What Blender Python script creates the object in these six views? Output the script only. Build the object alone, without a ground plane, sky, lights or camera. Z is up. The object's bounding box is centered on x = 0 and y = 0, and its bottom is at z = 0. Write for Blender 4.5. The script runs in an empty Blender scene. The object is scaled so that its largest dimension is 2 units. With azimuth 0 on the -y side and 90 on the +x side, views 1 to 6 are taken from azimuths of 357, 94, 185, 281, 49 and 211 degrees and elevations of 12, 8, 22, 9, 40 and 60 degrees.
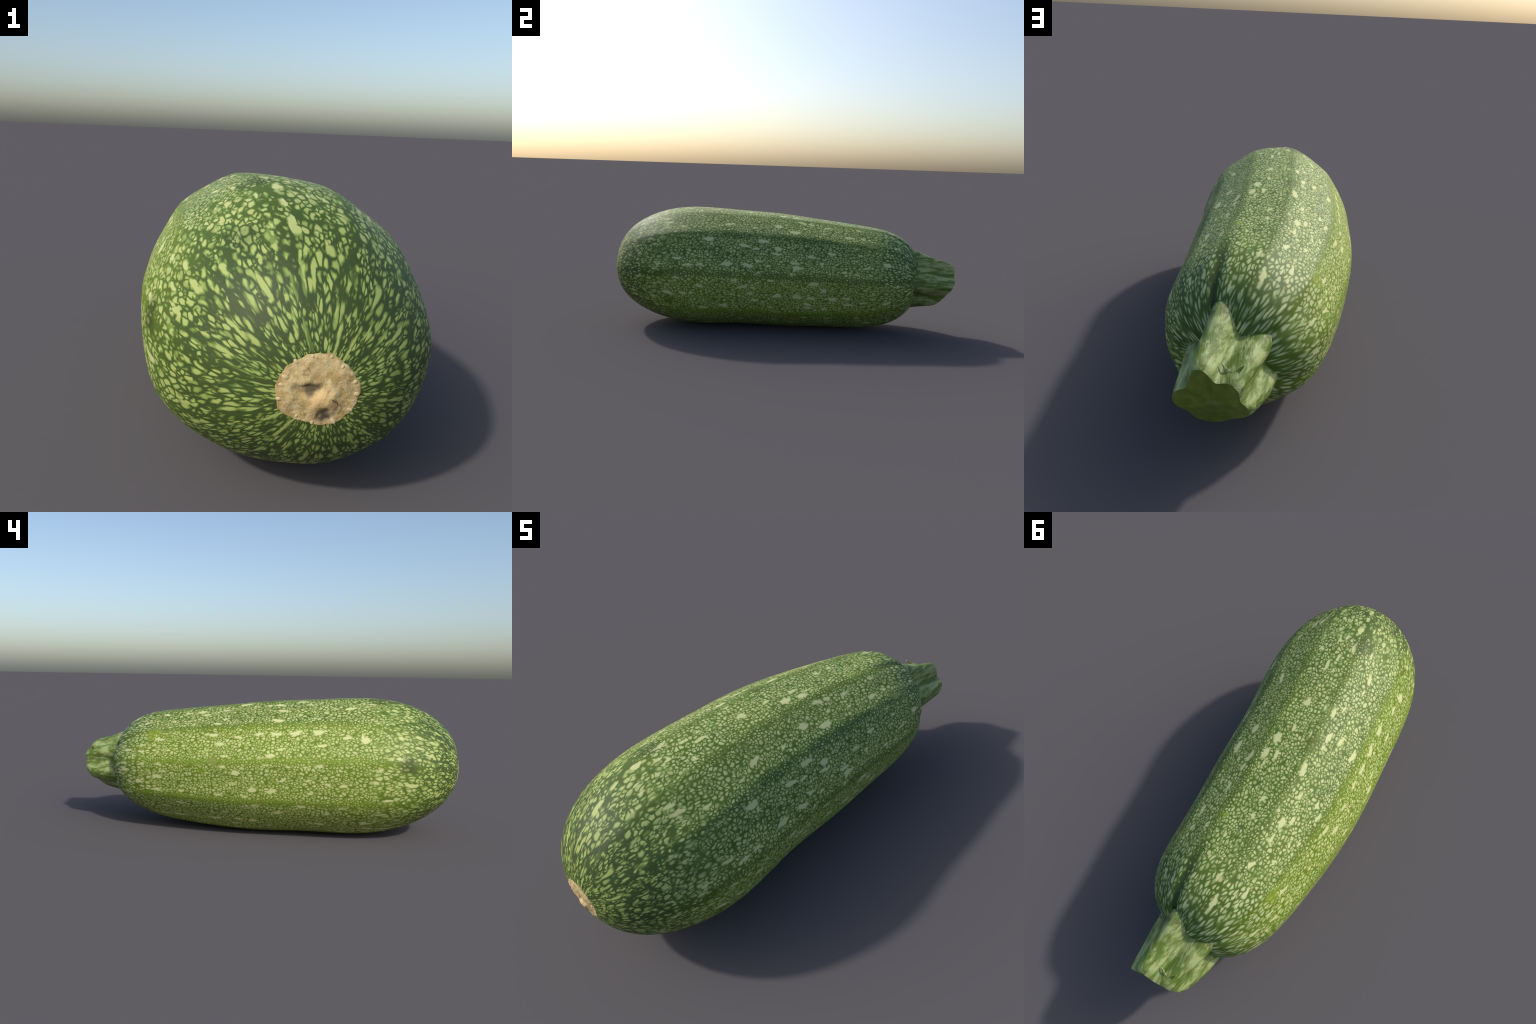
import bpy, math, random
import numpy as np
from mathutils import Vector

random.seed(7)
rng = np.random.default_rng(7)

# ------------------------------------------------------------------ body rule
# spine (cubic Bezier, blossom end -> stem end), swelling, rounded caps,
# and a ten-sided section: corners follow the rib lines, faces between are flat
SPINE = np.array([[0.048, -0.996, 0.325], [0.022, -0.418, 0.362],
                  [-0.110, 0.076, 0.319], [0.008, 0.791, 0.312]])
SWELL = np.array([0.413, 0.384, 0.352, 0.344, 0.323, 0.340])
CAP0 = (0.424, 2.329)
CAP1 = (0.373, 3.066)
RIBS = np.array([3, 42, 71, 102, 137, 169, 203, 243, 283, 324], float)
STATIONS = np.array([0, .12, .3, .5, .7, .85, .95, 1.0])
# how far each rib stands out of (or sinks below) the round, per station
RIB_HEIGHT = np.array([
    [.032, -.020, .006, .014, .019, .036, .021, -.169, -.108, -.015],
    [.003, -.029, -.007, .017, -.008, .011, .024, -.079, -.081, -.011],
    [-.009, -.019, -.019, .007, -.019, -.003, -.002, -.018, -.037, .011],
    [-.017, -.014, -.009, .005, -.011, -.003, -.006, -.007, -.027, -.002],
    [.002, .003, -.012, -.020, -.033, -.018, -.015, -.004, -.007, .017],
    [.007, .009, .011, -.012, -.050, -.024, -.027, -.033, .023, .001],
    [.018, .020, .036, .008, -.049, -.030, -.004, -.066, .020, -.011],
    [.015, .029, .048, .017, -.026, -.033, -.031, -.050, -.001, -.005]])
FLAT_STATIONS = np.array([0, .15, .4, .7, 1.0])
FLATNESS = np.array([.004, .015, .018, .023, .020])
RIDGES = [42, 102, 169, 243, 324]
VALLEYS = [3, 71, 137, 203, 283]


def knot_spline(k, v, x):
    """Cubic through v at uneven knots k."""
    v = np.asarray(v, float)
    m = np.gradient(v, k, axis=0)
    i = np.clip(np.searchsorted(k, x, side='right') - 1, 0, len(k) - 2)
    h = (k[i+1] - k[i])[:, None]
    f = (x - k[i])[:, None] / h
    return (v[i] * (2*f**3 - 3*f**2 + 1) + m[i] * h * (f**3 - 2*f**2 + f)
            + v[i+1] * (-2*f**3 + 3*f**2) + m[i+1] * h * (f**3 - f**2))


def spline(values, x):
    """Even-knot cubic through values, x in 0..1."""
    v = np.asarray(values, float)
    n = len(v) - 1
    i = np.clip((x * n).astype(int), 0, n - 1)
    f = x * n - i
    m = np.gradient(v, axis=0)
    if v.ndim > 1:
        f = f[:, None]
    return (v[i] * (2*f**3 - 3*f**2 + 1) + m[i] * (f**3 - 2*f**2 + f)
            + v[i+1] * (-2*f**3 + 3*f**2) + m[i+1] * (f**3 - f**2))


def sstep(a, b, x):
    t = np.clip((x - a) / (b - a), 0, 1)
    return t * t * (3 - 2 * t)


def ring_wave(phi_deg, peaks, troughs):
    """+1 on the peaks, -1 in the troughs, cosine between."""
    k = np.array(sorted([(a, 1.0) for a in peaks] + [(a, -1.0) for a in troughs]))
    k = np.vstack([k[-1] - [360, 0], k, k[0] + [360, 0]])
    d = phi_deg % 360
    i = np.clip(np.searchsorted(k[:, 0], d, side='right') - 1, 0, len(k) - 2)
    f = (d - k[i, 0]) / (k[i+1, 0] - k[i, 0])
    return k[i, 1] * np.cos(np.pi * f)


def spine_frame(t):
    b = np.stack([(1-t)**3, 3*t*(1-t)**2, 3*t*t*(1-t), t**3], -1)
    d = np.stack([-3*(1-t)**2, 3*(1-t)**2 - 6*t*(1-t), 6*t*(1-t) - 3*t*t, 3*t*t], -1)
    c = b @ SPINE
    T = d @ SPINE
    T /= np.linalg.norm(T, axis=1)[:, None]
    X = np.cross(T, [0, 0, 1.0])
    X /= np.linalg.norm(X, axis=1)[:, None]
    return c, X, np.cross(X, T)


def radius(t):
    r = spline(SWELL, t)
    for u, (e, p) in ((t, CAP0), (1 - t, CAP1)):
        r = r * np.maximum(1 - (1 - np.clip(u / e, 0, 1))**p, 0)**(1 / p)
    return r


def wave3(P, freq, seed):
    """Cheap smooth lumpy noise: a few crossed sines."""
    g = np.random.default_rng(seed)
    out = np.zeros(P.shape[:-1])
    for k in range(7):
        d = g.normal(size=3)
        d /= np.linalg.norm(d)
        out += np.sin((P @ d) * freq * (0.7 + 0.25 * k) + g.uniform(0, 6.28)) / (1 + 0.3 * k)
    return out / 3.0


def body_point(t, phi):
    """Grid of surface points for arrays t (n) and phi (m)."""
    c, X, Z = spine_frame(t)
    deg = np.degrees(phi)
    n = len(RIBS)
    rib = np.concatenate([[RIBS[-1] - 360], RIBS, [RIBS[0] + 360]])
    d = deg % 360
    d = np.where(d >= rib[-1], d - 360, d)
    k = np.clip(np.searchsorted(rib, d, side='right') - 1, 0, n)
    f = (d - rib[k]) / (rib[k+1] - rib[k])
    k = (k - 1) % n
    w = knot_spline(STATIONS, RIB_HEIGHT, t)
    w0, w1, w2, w3 = w[:, (k-1) % n], w[:, k], w[:, (k+1) % n], w[:, (k+2) % n]
    g = 1 + w1 + .5*f*(w2 - w0 + f*(2*w0 - 5*w1 + 4*w2 - w3 + f*(3*(w1 - w2) + w3 - w0)))
    flat = knot_spline(FLAT_STATIONS, FLATNESS[:, None], t)
    g -= flat * (.6 * (1 - (2*f - 1)**2) + .4 * np.sin(np.pi * f)**2)[None]
    # shoulders swell between creases where the stem ridges run in
    crease = sum(a * np.exp(-(((deg - v + 180) % 360 - 180) / wd)**2)
                 for v, a, wd in ((3, .5, 8), (74, .75, 4.5), (143, .5, 6), (199, .6, 9), (272, .7, 9)))
    g += (sstep(.83, .96, t)[:, None]) * (0.012 - 0.060 * crease[None])
    # skin fold (wart) above the stem shoulder
    dphi = ((deg - 141 + 180) % 360 - 180)[None]
    tt = t[:, None] - 0.00022 * dphi**2
    fold = sstep(.836, .850, tt) * (1 - sstep(.86, .94, tt)) * np.exp(-(dphi / 9.0)**4)
    r = radius(t)[:, None] * g + 0.007 * fold
    P = c[:, None] + r[..., None] * (np.cos(phi)[None, :, None] * X[:, None]
                                     + np.sin(phi)[None, :, None] * Z[:, None])
    # the swollen shoulders stand up around the stem foot
    T = np.cross(Z, X)
    up = sstep(.93, .985, t)[:, None] * (0.002 - 0.020 * np.clip(crease, 0, 1)[None])
    P = P + T[:, None] * up[..., None]
    n = P - c[:, None]
    n /= np.linalg.norm(n, axis=-1)[..., None] + 1e-9
    lump = 0.0016 * wave3(P * [1, .45, 1], 17, 3) + 0.0006 * wave3(P * [1, .5, 1], 48, 4)
    P = P + n * (lump * np.clip(r / 0.2, 0, 1))[..., None]
    return P


def make_mesh(name, V, F, smooth=True):
    me = bpy.data.meshes.new(name)
    me.from_pydata([tuple(v) for v in V], [], F)
    me.update()
    if smooth:
        me.polygons.foreach_set('use_smooth', [True] * len(me.polygons))
    return me


def grid_faces(n, m, flip=False):
    F = []
    for i in range(n - 1):
        for j in range(m):
            a, b = i*m + j, i*m + (j+1) % m
            q = (a, b, b + m, a + m)
            F.append(q[::-1] if flip else q)
    return F


def outward(me):
    import bmesh
    bm = bmesh.new()
    bm.from_mesh(me)
    bmesh.ops.recalc_face_normals(bm, faces=bm.faces)
    bm.to_mesh(me)
    bm.free()


# ------------------------------------------------------------------ node helper
class Nodes:
    def __init__(self, name):
        self.mat = bpy.data.materials.new(name)
        self.mat.use_nodes = True
        self.t = self.mat.node_tree
        self.t.nodes.clear()
        self.out = self.t.nodes.new('ShaderNodeOutputMaterial')
        self.bsdf = self.t.nodes.new('ShaderNodeBsdfPrincipled')
        self.t.links.new(self.bsdf.outputs[0], self.out.inputs[0])
        tc = self.t.nodes.new('ShaderNodeTexCoord')
        self.pos = tc.outputs['Object']

    def put(self, sock, v):
        if isinstance(v, bpy.types.NodeSocket):
            self.t.links.new(v, sock)
        elif v is not None:
            if sock.type == 'RGBA' and len(v) == 3:
                v = (*v, 1)
            sock.default_value = v

    def m(self, op, a, b=None, c=None, clamp=False):
        n = self.t.nodes.new('ShaderNodeMath')
        n.operation = op
        n.use_clamp = clamp
        for s, v in zip(n.inputs, (a, b, c)):
            self.put(s, v)
        return n.outputs[0]

    def v(self, op, a, b=None, scale=None):
        n = self.t.nodes.new('ShaderNodeVectorMath')
        n.operation = op
        self.put(n.inputs[0], a)
        self.put(n.inputs[1], b)
        if scale is not None:
            self.put(n.inputs['Scale'], scale)
        return n.outputs[1] if op in ('LENGTH', 'DISTANCE', 'DOT_PRODUCT') else n.outputs[0]

    def xyz(self, a):
        n = self.t.nodes.new('ShaderNodeSeparateXYZ')
        self.put(n.inputs[0], a)
        return n.outputs

    def vec(self, x, y, z):
        n = self.t.nodes.new('ShaderNodeCombineXYZ')
        for s, q in zip(n.inputs, (x, y, z)):
            self.put(s, q)
        return n.outputs[0]

    def noise(self, vec, scale, detail=2.0, rough=0.5, color=False):
        n = self.t.nodes.new('ShaderNodeTexNoise')
        self.put(n.inputs['Vector'], vec)
        self.put(n.inputs['Scale'], scale)
        self.put(n.inputs['Detail'], detail)
        self.put(n.inputs['Roughness'], rough)
        return n.outputs['Color' if color else 'Fac']

    def voro(self, vec, scale, feature='DISTANCE_TO_EDGE', rand=1.0, dims='3D'):
        n = self.t.nodes.new('ShaderNodeTexVoronoi')
        n.voronoi_dimensions = dims
        n.feature = feature
        self.put(n.inputs['Vector'], vec)
        self.put(n.inputs['Scale'], scale)
        self.put(n.inputs['Randomness'], rand)
        return n.outputs

    def step(self, x, a, b):
        n = self.t.nodes.new('ShaderNodeMapRange')
        n.interpolation_type = 'SMOOTHSTEP'
        for s, q in zip(n.inputs[:3], (x, a, b)):
            self.put(s, q)
        return n.outputs[0]

    def mix(self, f, a, b, mode='MIX'):
        n = self.t.nodes.new('ShaderNodeMix')
        n.data_type = 'RGBA'
        n.blend_type = mode
        self.put(n.inputs[0], f)
        self.put(n.inputs[6], a)
        self.put(n.inputs[7], b)
        return n.outputs[2]

    def spot(self, centre, r_in, r_out, pos=None):
        """1 inside r_in of a place on the skin, 0 outside r_out."""
        d = self.v('DISTANCE', pos if pos is not None else self.pos, centre)
        return self.m('SUBTRACT', 1.0, self.step(d, r_in, r_out))

    def bump(self, h, strength, dist):
        n = self.t.nodes.new('ShaderNodeBump')
        n.inputs['Strength'].default_value = strength
        n.inputs['Distance'].default_value = dist
        self.put(n.inputs['Height'], h)
        self.put(self.bsdf.inputs['Normal'], n.outputs[0])


# ------------------------------------------------------------------ rind material
def cylinder_coords(N):
    """phi (rad), rho and arc length along the skin, from object position."""
    t = np.linspace(0, 1, 60)
    c, _, _ = spine_frame(t)
    px = np.polyfit(c[:, 1], c[:, 0], 3)
    pz = np.polyfit(c[:, 1], c[:, 2], 3)
    x, y, z = N.xyz(N.pos)

    def poly(p):
        r = float(p[0])
        for q in p[1:]:
            r = N.m('MULTIPLY_ADD', r, y, float(q))
        return r
    dx = N.m('SUBTRACT', x, poly(px))
    dz = N.m('SUBTRACT', z, poly(pz))
    phi = N.m('ARCTAN2', dz, dx)
    rho = N.m('SQRT', N.m('ADD', N.m('MULTIPLY', dx, dx), N.m('MULTIPLY', dz, dz)))
    return x, y, z, dx, dz, phi, rho


def rind_material():
    N = Nodes('speckled_green_rind')
    m = N.m
    x, y, z, dx, dz, phi, rho = cylinder_coords(N)
    end0 = N.step(y, -0.62, -0.92)       # blossom cap
    end1 = N.step(y, 0.45, 0.75)         # stem cap
    short = m('MAXIMUM', m('SUBTRACT', 0.34, rho), 0.0)
    s = m('SUBTRACT', m('MULTIPLY_ADD', m('MULTIPLY', short, end1), 0.8, y),
          m('MULTIPLY', m('MULTIPLY', short, end0), 0.8))
    g = m('POWER', m('DIVIDE', m('MAXIMUM', rho, 0.01), 0.34), -0.68)   # widen towards poles
    g = m('MULTIPLY', g, m('SUBTRACT', 1.0, m('MULTIPLY', N.step(s, 0.40, 0.95), 0.34)))
    s3 = m('MULTIPLY', m('MULTIPLY', s, s), s)
    along = m('SUBTRACT', m('MULTIPLY', s, 0.76), m('MULTIPLY', s3, 0.135))
    late = m('MAXIMUM', m('SUBTRACT', s, 0.1), 0.0)
    along = m('SUBTRACT', along, m('MULTIPLY', m('MULTIPLY', late, late), 0.11))
    vec = N.vec(m('MULTIPLY', dx, g), m('MULTIPLY', dz, g), along)

    def jitter(scale, amount, detail=2):
        c = N.v('SUBTRACT', N.noise(vec, scale, detail, color=True), (.5, .5, .5))
        return N.v('SCALE', c, scale=amount)
    # the skin unrolled: girth (seam underneath) and length
    girth = m('MULTIPLY', m('ARCTAN2', dx, dz), 0.34)
    length = m('SUBTRACT', s, m('MULTIPLY', s3, 0.10))
    flat = N.vec(girth, length, 0.0)
    wflat = N.v('ADD', N.v('ADD', flat, jitter(60, 0.012)), jitter(16, 0.022))
    wvec = N.v('ADD', N.v('ADD', vec, jitter(55, 0.011)), jitter(16, 0.02))

    # ---- where the stripes run: along the rib lines
    deg = m('MULTIPLY', phi, 180 / math.pi)
    deg = m('ADD', deg, m('MULTIPLY', m('SUBTRACT', N.noise(vec, 9, 2), .5), 6))
    deg = m('ADD', deg, m('MULTIPLY', m('SUBTRACT', N.noise(vec, 48, 2), .5), 5))

    def away(a):
        d = m('MODULO', m('ADD', m('SUBTRACT', deg, float(a)), 900.0), 360.0)
        return m('ABSOLUTE', m('SUBTRACT', d, 180.0))

    def band(a, w):
        return m('SUBTRACT', 1.0, N.step(away(a), w * 0.2, w))
    stripe = band(42, 5.5)
    for a, w in ((3, 4.5), (71, 4), (102, 5), (137, 4.5), (169, 4.5), (203, 5), (243, 5), (283, 4), (324, 5)):
        stripe = m('MAXIMUM', stripe, band(a, w))
    stripe = m('MULTIPLY', stripe, m('MULTIPLY_ADD', N.step(N.noise(vec, 14, 3), .30, .58), .55, .45))
    # faces on one flank are a yellower green than those on the other
    yellow = m('SUBTRACT', 1.0, N.step(away(248), 105, 116))
    blossom = N.step(s, -0.45, -1.02)
    stemend = N.step(s, 0.50, 1.0)

    # the deep crease above the tallest stem ridge is plain dark green
    fold = m('MULTIPLY', band(73, 4.5), N.step(s, 0.42, 0.66))

    # ---- pebble cells: rounded, uneven, pale core with a greener halo
    def pebbles(across, lengthwise, th, solid=False):
        q = N.v('MULTIPLY', wvec if solid else wflat, (across, across if solid else lengthwise, lengthwise if solid else 1))
        kind = '3D' if solid else '2D'
        e = N.voro(q, 1.0, dims=kind)['Distance']
        c = N.voro(q, 1.0, 'F1', dims=kind)
        rnd = N.xyz(c['Color'])
        r = m('SUBTRACT', m('MULTIPLY_ADD', rnd[2], 0.22, 0.60 if solid else 0.50), th)
        disc = m('SUBTRACT', 1.0, N.step(c['Distance'], m('SUBTRACT', r, .32), m('ADD', r, .20)))
        edge = N.step(e, m('SUBTRACT', th, .09 if solid else .06), m('ADD', th, .14 if solid else .24))
        return m('MULTIPLY', m('MULTIPLY', disc, edge), m('MULTIPLY_ADD', rnd[1], .45, .68))
    patch = N.noise(vec, 16, 3)
    th = m('MULTIPLY_ADD', m('SUBTRACT', patch, .5), 0.12, 0.030)
    th = m('ADD', th, m('MULTIPLY', blossom, 0.075))
    th = m('ADD', th, m('MULTIPLY', stemend, 0.015))
    th = m('ADD', th, m('MULTIPLY', stripe, 0.105))
    th = m('ADD', th, m('MULTIPLY', fold, 0.30))

    def blend(a, b, f):
        return m('ADD', m('MULTIPLY', a, m('SUBTRACT', 1.0, f)), m('MULTIPLY', b, f))
    large = pebbles(62, 50, th)
    small = pebbles(92, 70, th)
    choose = N.step(N.noise(vec, 30, 1), .46, .56)
    choose = m('MAXIMUM', choose, m('MULTIPLY', stripe, .9))
    cells = blend(large, m('MULTIPLY', small, .94), choose)
    # streaks lengthen towards the stem
    def reach(a, b, scale):
        f = N.step(s, a, b)
        f = m('ADD', f, m('MULTIPLY', m('SUBTRACT', N.noise(vec, scale, 2), .5), 1.5))
        return N.step(f, .38, .62)
    cells = blend(cells, pebbles(58, 30, th), reach(0.22, 0.86, 18))
    cells = blend(cells, pebbles(41, 16, th), reach(0.55, 1.0, 18))
    # cells shrink and point at the scar on the blossom end
    cap = blend(pebbles(52, 52, th, True), pebbles(78, 78, th, True), N.step(N.noise(vec, 34, 1), .48, .58))
    cells = blend(cells, cap, reach(-0.40, -0.85, 20))

    # ---- large pale flecks, strung out lengthwise beside the rib lines
    fq = N.v('MULTIPLY', N.v('ADD', N.v('ADD', flat, jitter(60, 0.022)), jitter(9, 0.06)), (25, 10, 1))
    fl = N.voro(fq, 1.0, 'F1', dims='2D')
    keep = N.xyz(fl['Color'])
    size = m('MULTIPLY_ADD', keep[1], 0.20, 0.12)
    fleck = m('SUBTRACT', 1.0, N.step(fl['Distance'], m('SUBTRACT', size, .12), m('ADD', size, .08)))
    fleck = m('MULTIPLY', fleck, N.step(keep[0], .52, .58))
    fleck = m('MULTIPLY', fleck, m('SUBTRACT', 1.0, m('MULTIPLY', stripe, .85)))

    pale = m('MAXIMUM', cells, m('MULTIPLY', fleck, 1.05))
    pale = m('MULTIPLY', pale, m('MULTIPLY_ADD', N.noise(vec, 110, 2), 0.5, 0.80), clamp=True)

    # ---- colours
    tint = N.noise(N.v('MULTIPLY', vec, (1, 1, .35)), 10, 2)
    vein = N.mix(N.step(tint, .35, .65), (0.072, 0.120, 0.020), (0.102, 0.160, 0.019))
    vein = N.mix(m('MULTIPLY', yellow, .75), vein, (0.135, 0.200, 0.016))
    green = N.mix(yellow, (0.085, 0.130, 0.017), (0.150, 0.230, 0.014))
    green = N.mix(band(42, 9), green, (0.058, 0.108, 0.020))
    vein = N.mix(stripe, vein, green)
    dark = m('MULTIPLY', m('MAXIMUM', blossom, m('MULTIPLY', stemend, .55)), .9)
    vein = N.mix(dark, vein, N.mix(blossom, (0.042, 0.082, 0.014), (0.032, 0.054, 0.015)))
    vein = N.mix(m('MULTIPLY', fold, .85), vein, (0.030, 0.055, 0.013))
    lightc = N.mix(N.step(tint, .4, .6), (0.46, 0.505, 0.22), (0.51, 0.54, 0.225))
    lightc = N.mix(blossom, lightc, (0.32, 0.385, 0.115))
    lightc = N.mix(m('MULTIPLY', stemend, .8), lightc, (0.40, 0.46, 0.25))
    lightc = N.mix(m('MULTIPLY', fleck, m('SUBTRACT', 1.0, blossom)), lightc, (0.56, 0.58, 0.27))
    halo = N.mix(yellow, (0.185, 0.262, 0.062), (0.240, 0.320, 0.055))
    halo = N.mix(m('MULTIPLY', m('MAXIMUM', blossom, stemend), .8), halo, (0.115, 0.185, 0.036))
    col = N.mix(N.step(pale, 0.0, 0.5), vein, halo)
    col = N.mix(N.step(pale, 0.40, 1.06), col, lightc)

    # ---- blemishes at their places on the skin
    wpos = N.v('ADD', N.pos, N.v('SCALE', N.v('SUBTRACT', N.noise(N.pos, 30, 2, color=True), (.5, .5, .5)), scale=0.05))
    for centre, r, c, f in BLEMISHES:
        col = N.mix(m('MULTIPLY', N.spot(centre, r * .3, r, wpos), f), col, c, 'MULTIPLY' if c is DK else 'MIX')
    N.put(N.bsdf.inputs['Base Color'], col)
    N.put(N.bsdf.inputs['Roughness'], m('MULTIPLY_ADD', N.noise(vec, 120, 2), 0.12, 0.52))
    N.bsdf.inputs['Specular IOR Level'].default_value = 0.30
    N.bump(m('ADD', m('MULTIPLY', pale, .35), N.noise(vec, 160, 3)), 0.22, 0.002)
    return N.mat


def skin(t, deg, out=0.0):
    p = body_point(np.array([t]), np.array([math.radians(deg)]))[0, 0]
    return tuple(float(q) for q in p)


YG = (0.22, 0.30, 0.012)
DK = (0.36, 0.36, 0.40)
BLEMISHES = [
    (skin(.862, 141), .045, YG, .65),
    (skin(.790, 74), .022, YG, .8),
    (skin(.170, 170), .060, DK, .75),
    (skin(.110, 118), .060, DK, .45),
    (skin(.250, 104), .075, DK, .5),
    (skin(.560, 102), .055, (0.09, 0.12, 0.014), .5),
    (skin(.720, 177), .024, (0.16, 0.26, 0.012), .8),
    (skin(.690, 169), .040, (0.24, 0.27, 0.07), .6),
]

# ------------------------------------------------------------------ build parts
root = bpy.data.objects.new('zucchini', None)
root['label'] = 'plump speckled pale green zucchini with cut ridged stem'
root['category'] = 'vegetable'
bpy.context.scene.collection.objects.link(root)


def add(name, me, mat, parent=root):
    ob = bpy.data.objects.new(name, me)
    if mat is not None and not me.materials:
        me.materials.append(mat)
    bpy.context.scene.collection.objects.link(ob)
    ob.parent = parent
    return ob


SCAR_R = 0.083
NT, NP = 420, 384
tfine = np.linspace(0, 1, 4001)
t_start = float(np.interp(SCAR_R * 0.97, radius(tfine[:1500]), tfine[:1500]))
u = np.linspace(0, 1, NT)
ts = t_start + (0.9988 - t_start) * (0.5 * u + 0.5 * (1 - np.cos(np.pi * u)) / 2)
phis = np.arange(NP) * 2 * np.pi / NP
B = body_point(ts, phis)
V = B.reshape(-1, 3)
F = grid_faces(NT, NP)
F.append(tuple(range(NP))[::-1])
F.append(tuple((NT - 1) * NP + j for j in range(NP)))
me = make_mesh('fruit_body', V, F)
outward(me)
add('fruit_body', me, rind_material())
rim = B[0]

# ---- blossom scar: dry corky disc
sc = rim.mean(0)
sn = np.array([0.0, -0.985, -0.17])
sn /= np.linalg.norm(sn)


def scar_disc():
    nr, na = 46, 160
    ang = np.arange(na) * 2 * np.pi / na
    base = body_point(np.array([ts[0]]), ang)[0]
    edge = base - sc
    k = np.linspace(0.0, 1.0, nr)
    jag = 1 + 0.012 * np.sin(5 * ang + 1) + 0.012 * np.sin(11 * ang) + 0.010 * np.sin(23 * ang + 2)
    pts = np.zeros((nr, na, 3))
    for i, f in enumerate(k):
        ring = sc + edge * (max(f, 1e-3) * jag[:, None])
        q = ring - sc
        lump = 0.0040 * wave3(q, 75, 11) + 0.0022 * wave3(q, 180, 12)
        hump = 0.010 * np.exp(-(((q[:, 0] - .006) / .03)**2 + ((q[:, 2] + .02) / .026)**2))
        dent = -0.011 * np.exp(-(((q[:, 0] + .02) / .026)**2 + ((q[:, 2] - .005) / .010)**2))
        dent2 = -0.009 * np.exp(-(((q[:, 0] - .014) / .012)**2 + ((q[:, 2] + .048) / .012)**2))
        h = 0.0045 * (1 - f**8) + (lump + hump + dent + dent2) * (1 - f**6)
        h = np.maximum(h, 0.0012)
        pts[i] = ring + sn * (h - 0.004 * (f > .99))[:, None]
    me = make_mesh('blossom_scar', pts.reshape(-1, 3), grid_faces(nr, na))
    outward(me)
    N = Nodes('dry_cork')
    p = N.v('SUBTRACT', N.pos, tuple(sc))
    n1 = N.noise(p, 45, 4, .6)
    n2 = N.noise(p, 160, 3, .6)
    col = N.mix(N.step(n1, .35, .65), (0.36, 0.255, 0.095), (0.56, 0.44, 0.22))
    col = N.mix(N.m('MULTIPLY', N.step(n2, .5, .7), .5), col, (0.60, 0.52, 0.34))
    col = N.mix(N.m('MULTIPLY', N.step(N.noise(p, 70, 3), .60, .70), .5), col, (0.16, 0.09, 0.035))
    col = N.mix(N.m('MULTIPLY', N.spot((.008, -.01, -.018), .004, .04, p), .75), col, (0.62, 0.42, 0.19))
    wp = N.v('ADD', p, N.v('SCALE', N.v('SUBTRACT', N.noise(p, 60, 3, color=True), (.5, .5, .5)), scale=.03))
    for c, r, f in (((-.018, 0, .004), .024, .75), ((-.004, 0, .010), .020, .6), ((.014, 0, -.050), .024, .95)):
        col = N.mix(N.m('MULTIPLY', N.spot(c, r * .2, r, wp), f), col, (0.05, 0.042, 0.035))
    rr = N.v('LENGTH', N.v('MULTIPLY', p, (1, 0, 1)))
    col = N.mix(N.m('MULTIPLY', N.step(rr, .070, .086), .45), col, (0.20, 0.105, 0.03))
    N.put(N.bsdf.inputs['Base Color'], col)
    N.bsdf.inputs['Roughness'].default_value = 0.85
    N.bsdf.inputs['Specular IOR Level'].default_value = 0.2
    N.bump(n2, 0.6, 0.003)
    scar = add('blossom_scar', me, N.mat)

    # ring of pale stubs (ends of the sap vessels) around the disc
    M = Nodes('pale_vessel')
    M.put(M.bsdf.inputs['Base Color'], M.mix(M.noise(M.pos, 90, 2), (0.44, 0.34, 0.155), (0.56, 0.47, 0.27)))
    M.bsdf.inputs['Roughness'].default_value = 0.7
    import bmesh
    bm = bmesh.new()
    bmesh.ops.create_icosphere(bm, subdivisions=3, radius=1.0)
    stub = bpy.data.meshes.new('vessel_stub')
    bm.to_mesh(stub)
    bm.free()
    stub.polygons.foreach_set('use_smooth', [True] * len(stub.polygons))
    for a in (20, 52, 78, 103, 127, 150, 170, 192, 232, 262, 300, 335, 356):
        a = a + random.uniform(-4, 4)
        j = int((a % 360) / 360 * na)
        ring = pts[int(nr * random.uniform(.86, .94)), j]
        ob = add('vessel_stub', stub, M.mat, scar)
        ob.location = ring - sn * .0012
        ca, sa = math.cos(math.radians(a)), math.sin(math.radians(a))
        ob.rotation_euler = (0, -math.radians(a), 0)
        w = random.uniform(.0030, .0052)
        ob.scale = (w * random.uniform(1.2, 1.9), .0028, w)
    # loose curled fibre
    fib = [(.026, .010, -.012), (.034, .010, -.013), (.039, .009, -.019), (.037, .008, -.027), (.030, .008, -.034)]
    cu = bpy.data.curves.new('dried_fibre', 'CURVE')
    cu.dimensions = '3D'
    sp = cu.splines.new('NURBS')
    sp.points.add(len(fib) - 1)
    for q, (a, h, b) in zip(sp.points, fib):
        w = sc + np.array([a, 0, b]) + sn * h
        q.co = (*w, 1)
    sp.use_endpoint_u = True
    cu.bevel_depth = 0.0011
    tmp = bpy.data.objects.new('tmp', cu)
    bpy.context.scene.collection.objects.link(tmp)
    dg = bpy.context.evaluated_depsgraph_get()
    fm = bpy.data.meshes.new_from_object(tmp.evaluated_get(dg))
    bpy.data.objects.remove(tmp)
    K = Nodes('brown_fibre')
    K.put(K.bsdf.inputs['Base Color'], K.mix(K.noise(K.pos, 80), (0.09, 0.045, 0.02), (0.16, 0.08, 0.035)))
    fm.materials.clear()
    add('dried_fibre', fm, K.mat, scar)


scar_disc()

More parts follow.
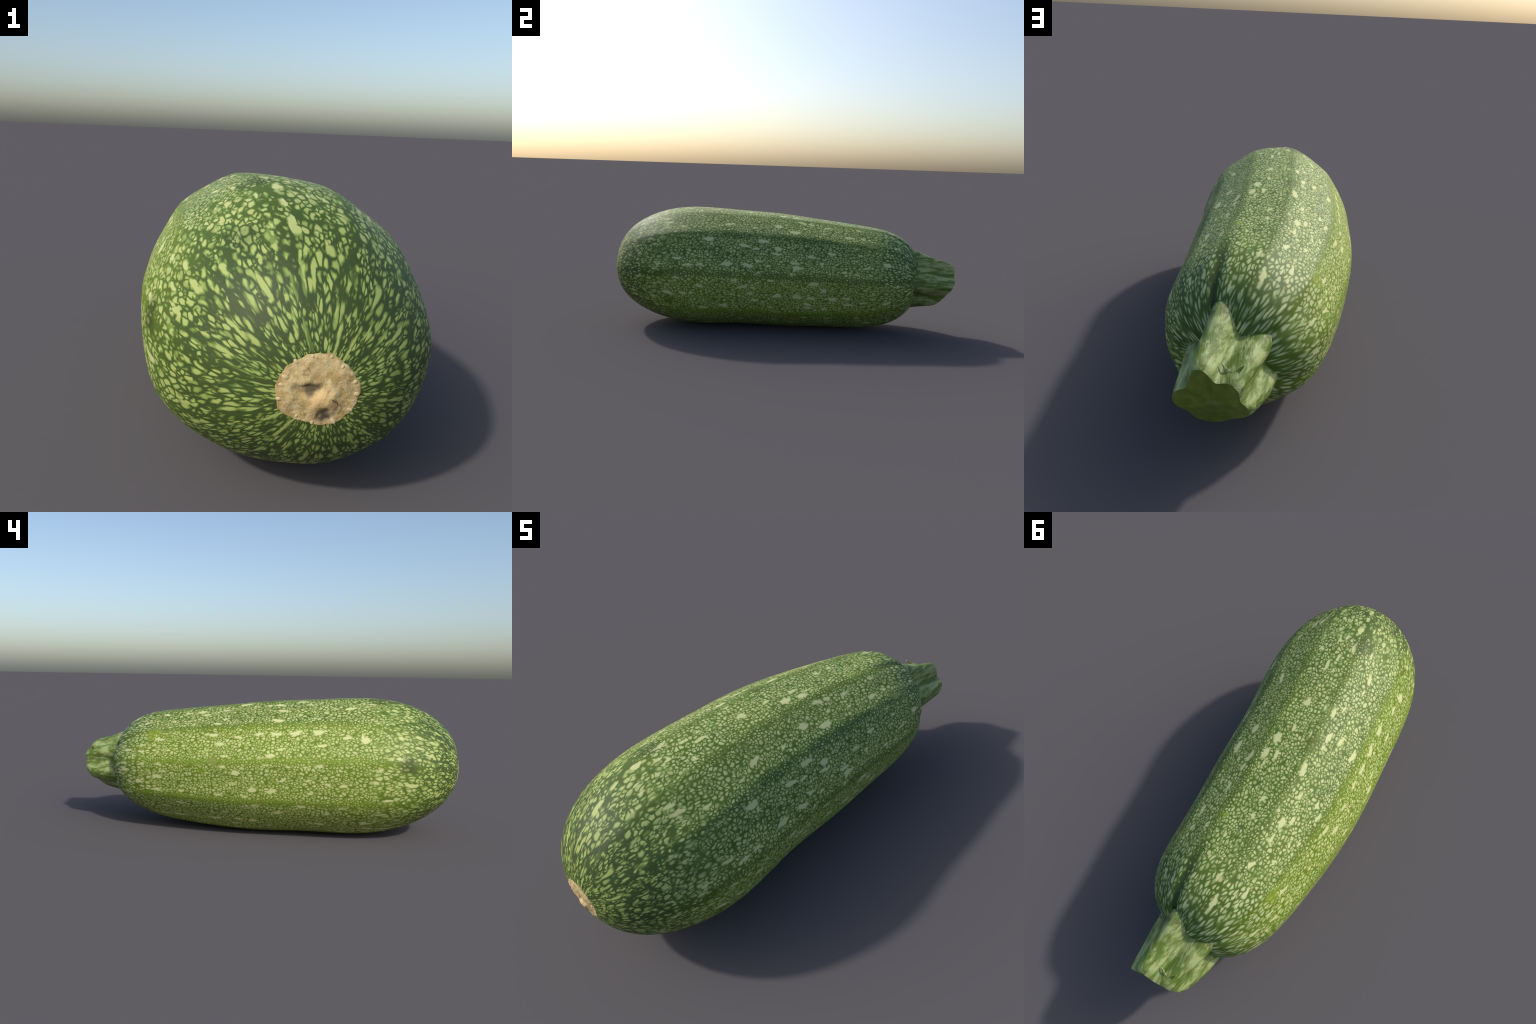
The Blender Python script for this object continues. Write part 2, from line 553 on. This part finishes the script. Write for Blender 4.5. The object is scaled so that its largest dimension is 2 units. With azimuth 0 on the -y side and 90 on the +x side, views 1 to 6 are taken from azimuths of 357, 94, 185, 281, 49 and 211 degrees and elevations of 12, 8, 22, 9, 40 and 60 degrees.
# ---- stem: five ridged, sliced at a slant
BASE_C, END_C = np.array([-.004, .310]), np.array([.012, .298])
R_ANG0, R_ANG1 = [3, 80, 143, 196, 270], [9, 70, 137, 199, 277]
R_RAD0, R_RAD1 = [.138, .192, .168, .156, .172], [.108, .128, .102, .116, .134]
R_BOW = [1.0, 1.0, 1.1, 2.4, 1.0]
V_RAD0, V_RAD1 = [.110, .124, .132, .138, .112], [.088, .078, .088, .098, .086]


def ring_profile(ang, ridge_a, ridge_r, val_r, sharp):
    """Radius round the stem: boxy ridges joined by hollow flutes."""
    out = np.zeros_like(ang)
    n = len(ridge_a)
    for k in range(n):
        a0 = ridge_a[k]
        a1 = ridge_a[(k + 1) % n] + (360 if k == n - 1 else 0)
        d = (ang - a0) % 360
        m = d <= (a1 - a0)
        f = d[m] / (a1 - a0)
        top = ridge_r[k] * (1 - f) + ridge_r[(k + 1) % n] * f
        e = (0.5 - 0.5 * np.cos(2 * np.pi * f)) ** sharp
        out[m] = top * (1 - e) + val_r[k] * e
    return out


def cut_y(x, z):
    zz = z - .298
    return .979 + .36 * zz - 2.4 * zz**2 + .04 * (x - .012)


def stem():
    ns, na = 90, 360
    ang = np.arange(na) * 360.0 / na
    a = np.radians(ang)
    rows = []
    for s in np.linspace(0, 1, ns):
        ra = [p + (q - p) * s for p, q in zip(R_ANG0, R_ANG1)]
        rr = [q + (p - q) * (1 - s ** e) for p, q, e in zip(R_RAD0, R_RAD1, R_BOW)]
        vf = (1 - s) ** 1.1
        vr = [q + (p - q) * vf for p, q in zip(V_RAD0, V_RAD1)]
        r = ring_profile(ang, ra, rr, vr, 1.15)
        c = BASE_C * (1 - s) + END_C * s
        near = np.exp(-((ang - 70) / 26.0) ** 2) * .07 + np.exp(-((ang - 137) / 22.0) ** 2) * .08 + .03
        r = r * (1 - near * max(0, (s - .9) / .1) ** 2)
        x = c[0] + r * np.cos(a)
        z = c[1] + r * np.sin(a)
        y0 = .745
        y = y0 + (cut_y(x, z) - y0) * s
        P = np.stack([x, y, z], -1)
        nrm = np.stack([np.cos(a), 0 * a, np.sin(a)], -1)
        rough = .0032 * wave3(P * [1, .45, 1], 42, 21) + .0006 * wave3(P * [1, .4, 1], 130, 22)
        rows.append(P + nrm * rough[:, None])
    G = np.array(rows)
    me = make_mesh('stem', G.reshape(-1, 3), grid_faces(ns, na) + [tuple(range(na))])
    outward(me)

    N = Nodes('streaked_stem_skin')
    p = N.v('SUBTRACT', N.pos, (0.0, .85, .305))
    q = N.v('MULTIPLY', p, (1, .20, 1))
    q = N.v('ADD', q, N.v('SCALE', N.v('SUBTRACT', N.noise(q, 30, 2, color=True), (.5, .5, .5)), scale=.016))
    n1 = N.noise(q, 34, 3, .55)
    n2 = N.noise(q, 95, 2, .5)
    f = N.step(N.m('MULTIPLY_ADD', n2, .35, n1), .56, .80)
    col = N.mix(f, (0.105, 0.165, 0.022), (0.36, 0.42, 0.165))
    col = N.mix(N.m('MULTIPLY', N.step(N.noise(p, 18, 2), .50, .65), .45), col, (0.11, 0.17, 0.02))
    spk = N.voro(p, 55, 'F1')
    col = N.mix(N.m('MULTIPLY', N.m('SUBTRACT', 1.0, N.step(spk['Distance'], .05, .12)),
                    N.step(N.xyz(spk['Color'])[0], .7, .75)), col, (0.50, 0.55, 0.33))
    # dry collar where the stem meets the fruit
    collar = N.m('SUBTRACT', 1.0, N.step(N.xyz(N.pos)[1], .785, .81))
    col = N.mix(N.m('MULTIPLY', collar, N.step(N.noise(p, 40, 2), .45, .6)), col, (0.14, 0.17, 0.05))
    N.put(N.bsdf.inputs['Base Color'], col)
    N.bsdf.inputs['Roughness'].default_value = 0.55
    N.bsdf.inputs['Specular IOR Level'].default_value = 0.35
    N.bump(N.m('ADD', n1, N.noise(q, 240, 2)), 0.35, 0.004)
    ob = add('stem', me, N.mat)

    # cut face
    nr = 24
    edge = G[-1]
    cen = edge.mean(0)
    rows = []
    for k in np.linspace(1, 0.004, nr):
        P = cen + (edge - cen) * k
        dish = .002 * (1 - k * k) + .0016 * wave3(P, 90, 31) * (1 - k**6)
        if k == 1:
            dish = np.zeros(na)
        rows.append(P + np.array([0, .93, -.36]) * (np.zeros(na) + dish)[:, None])
    me = make_mesh('cut_face', np.array(rows).reshape(-1, 3), grid_faces(nr, na))
    outward(me)
    C = Nodes('moist_cut_flesh')
    p = C.v('SUBTRACT', C.pos, tuple(float(w) for w in cen))
    n = C.noise(p, 35, 3)
    col = C.mix(C.step(n, .35, .7), (0.14, 0.185, 0.016), (0.20, 0.25, 0.028))
    wp = C.v('ADD', p, C.v('SCALE', C.v('SUBTRACT', C.noise(p, 40, 2, color=True), (.5, .5, .5)), scale=.03))
    col = C.mix(C.m('MULTIPLY', C.spot((-.005, 0, -.01), .004, .028, wp), .6), col, (0.26, 0.30, 0.09))
    C.put(C.bsdf.inputs['Base Color'], col)
    C.bsdf.inputs['Roughness'].default_value = 0.5
    C.bump(n, 0.3, 0.004)
    face = add('cut_face', me, C.mat, ob)
    # normals must face away from the fruit
    if sum(pl.normal.y for pl in me.polygons) < 0:
        me.flip_normals()

    # torn two-horned scale in the upper flute
    nu, nv = 17, 9
    P0 = np.array([-.042, .972, .372])
    vs = []
    for i in range(nu):
        f = i / (nu - 1) * 2 - 1
        height = .016 + .016 * abs(f) ** 1.5
        for j in range(nv):
            g = j / (nv - 1)
            curl = .010 * abs(f)
            vs.append(P0 + np.array([f * -.034 * (.35 + .65 * g), -.020 * g - curl * g - .008 * abs(f), height * g]))
    fs = [(i*nv + j, (i+1)*nv + j, (i+1)*nv + j + 1, i*nv + j + 1) for i in range(nu - 1) for j in range(nv - 1)]
    bm_me = make_mesh('torn_scale', vs, fs)
    sob = add('torn_scale', bm_me, N.mat, ob)
    mod = sob.modifiers.new('thick', 'SOLIDIFY')
    mod.thickness = .004
    mod.offset = 0
    dg = bpy.context.evaluated_depsgraph_get()
    nm = bpy.data.meshes.new_from_object(sob.evaluated_get(dg))
    sob.modifiers.clear()
    sob.data = nm
    nm.name = 'torn_scale'


stem()
bpy.context.view_layer.update()
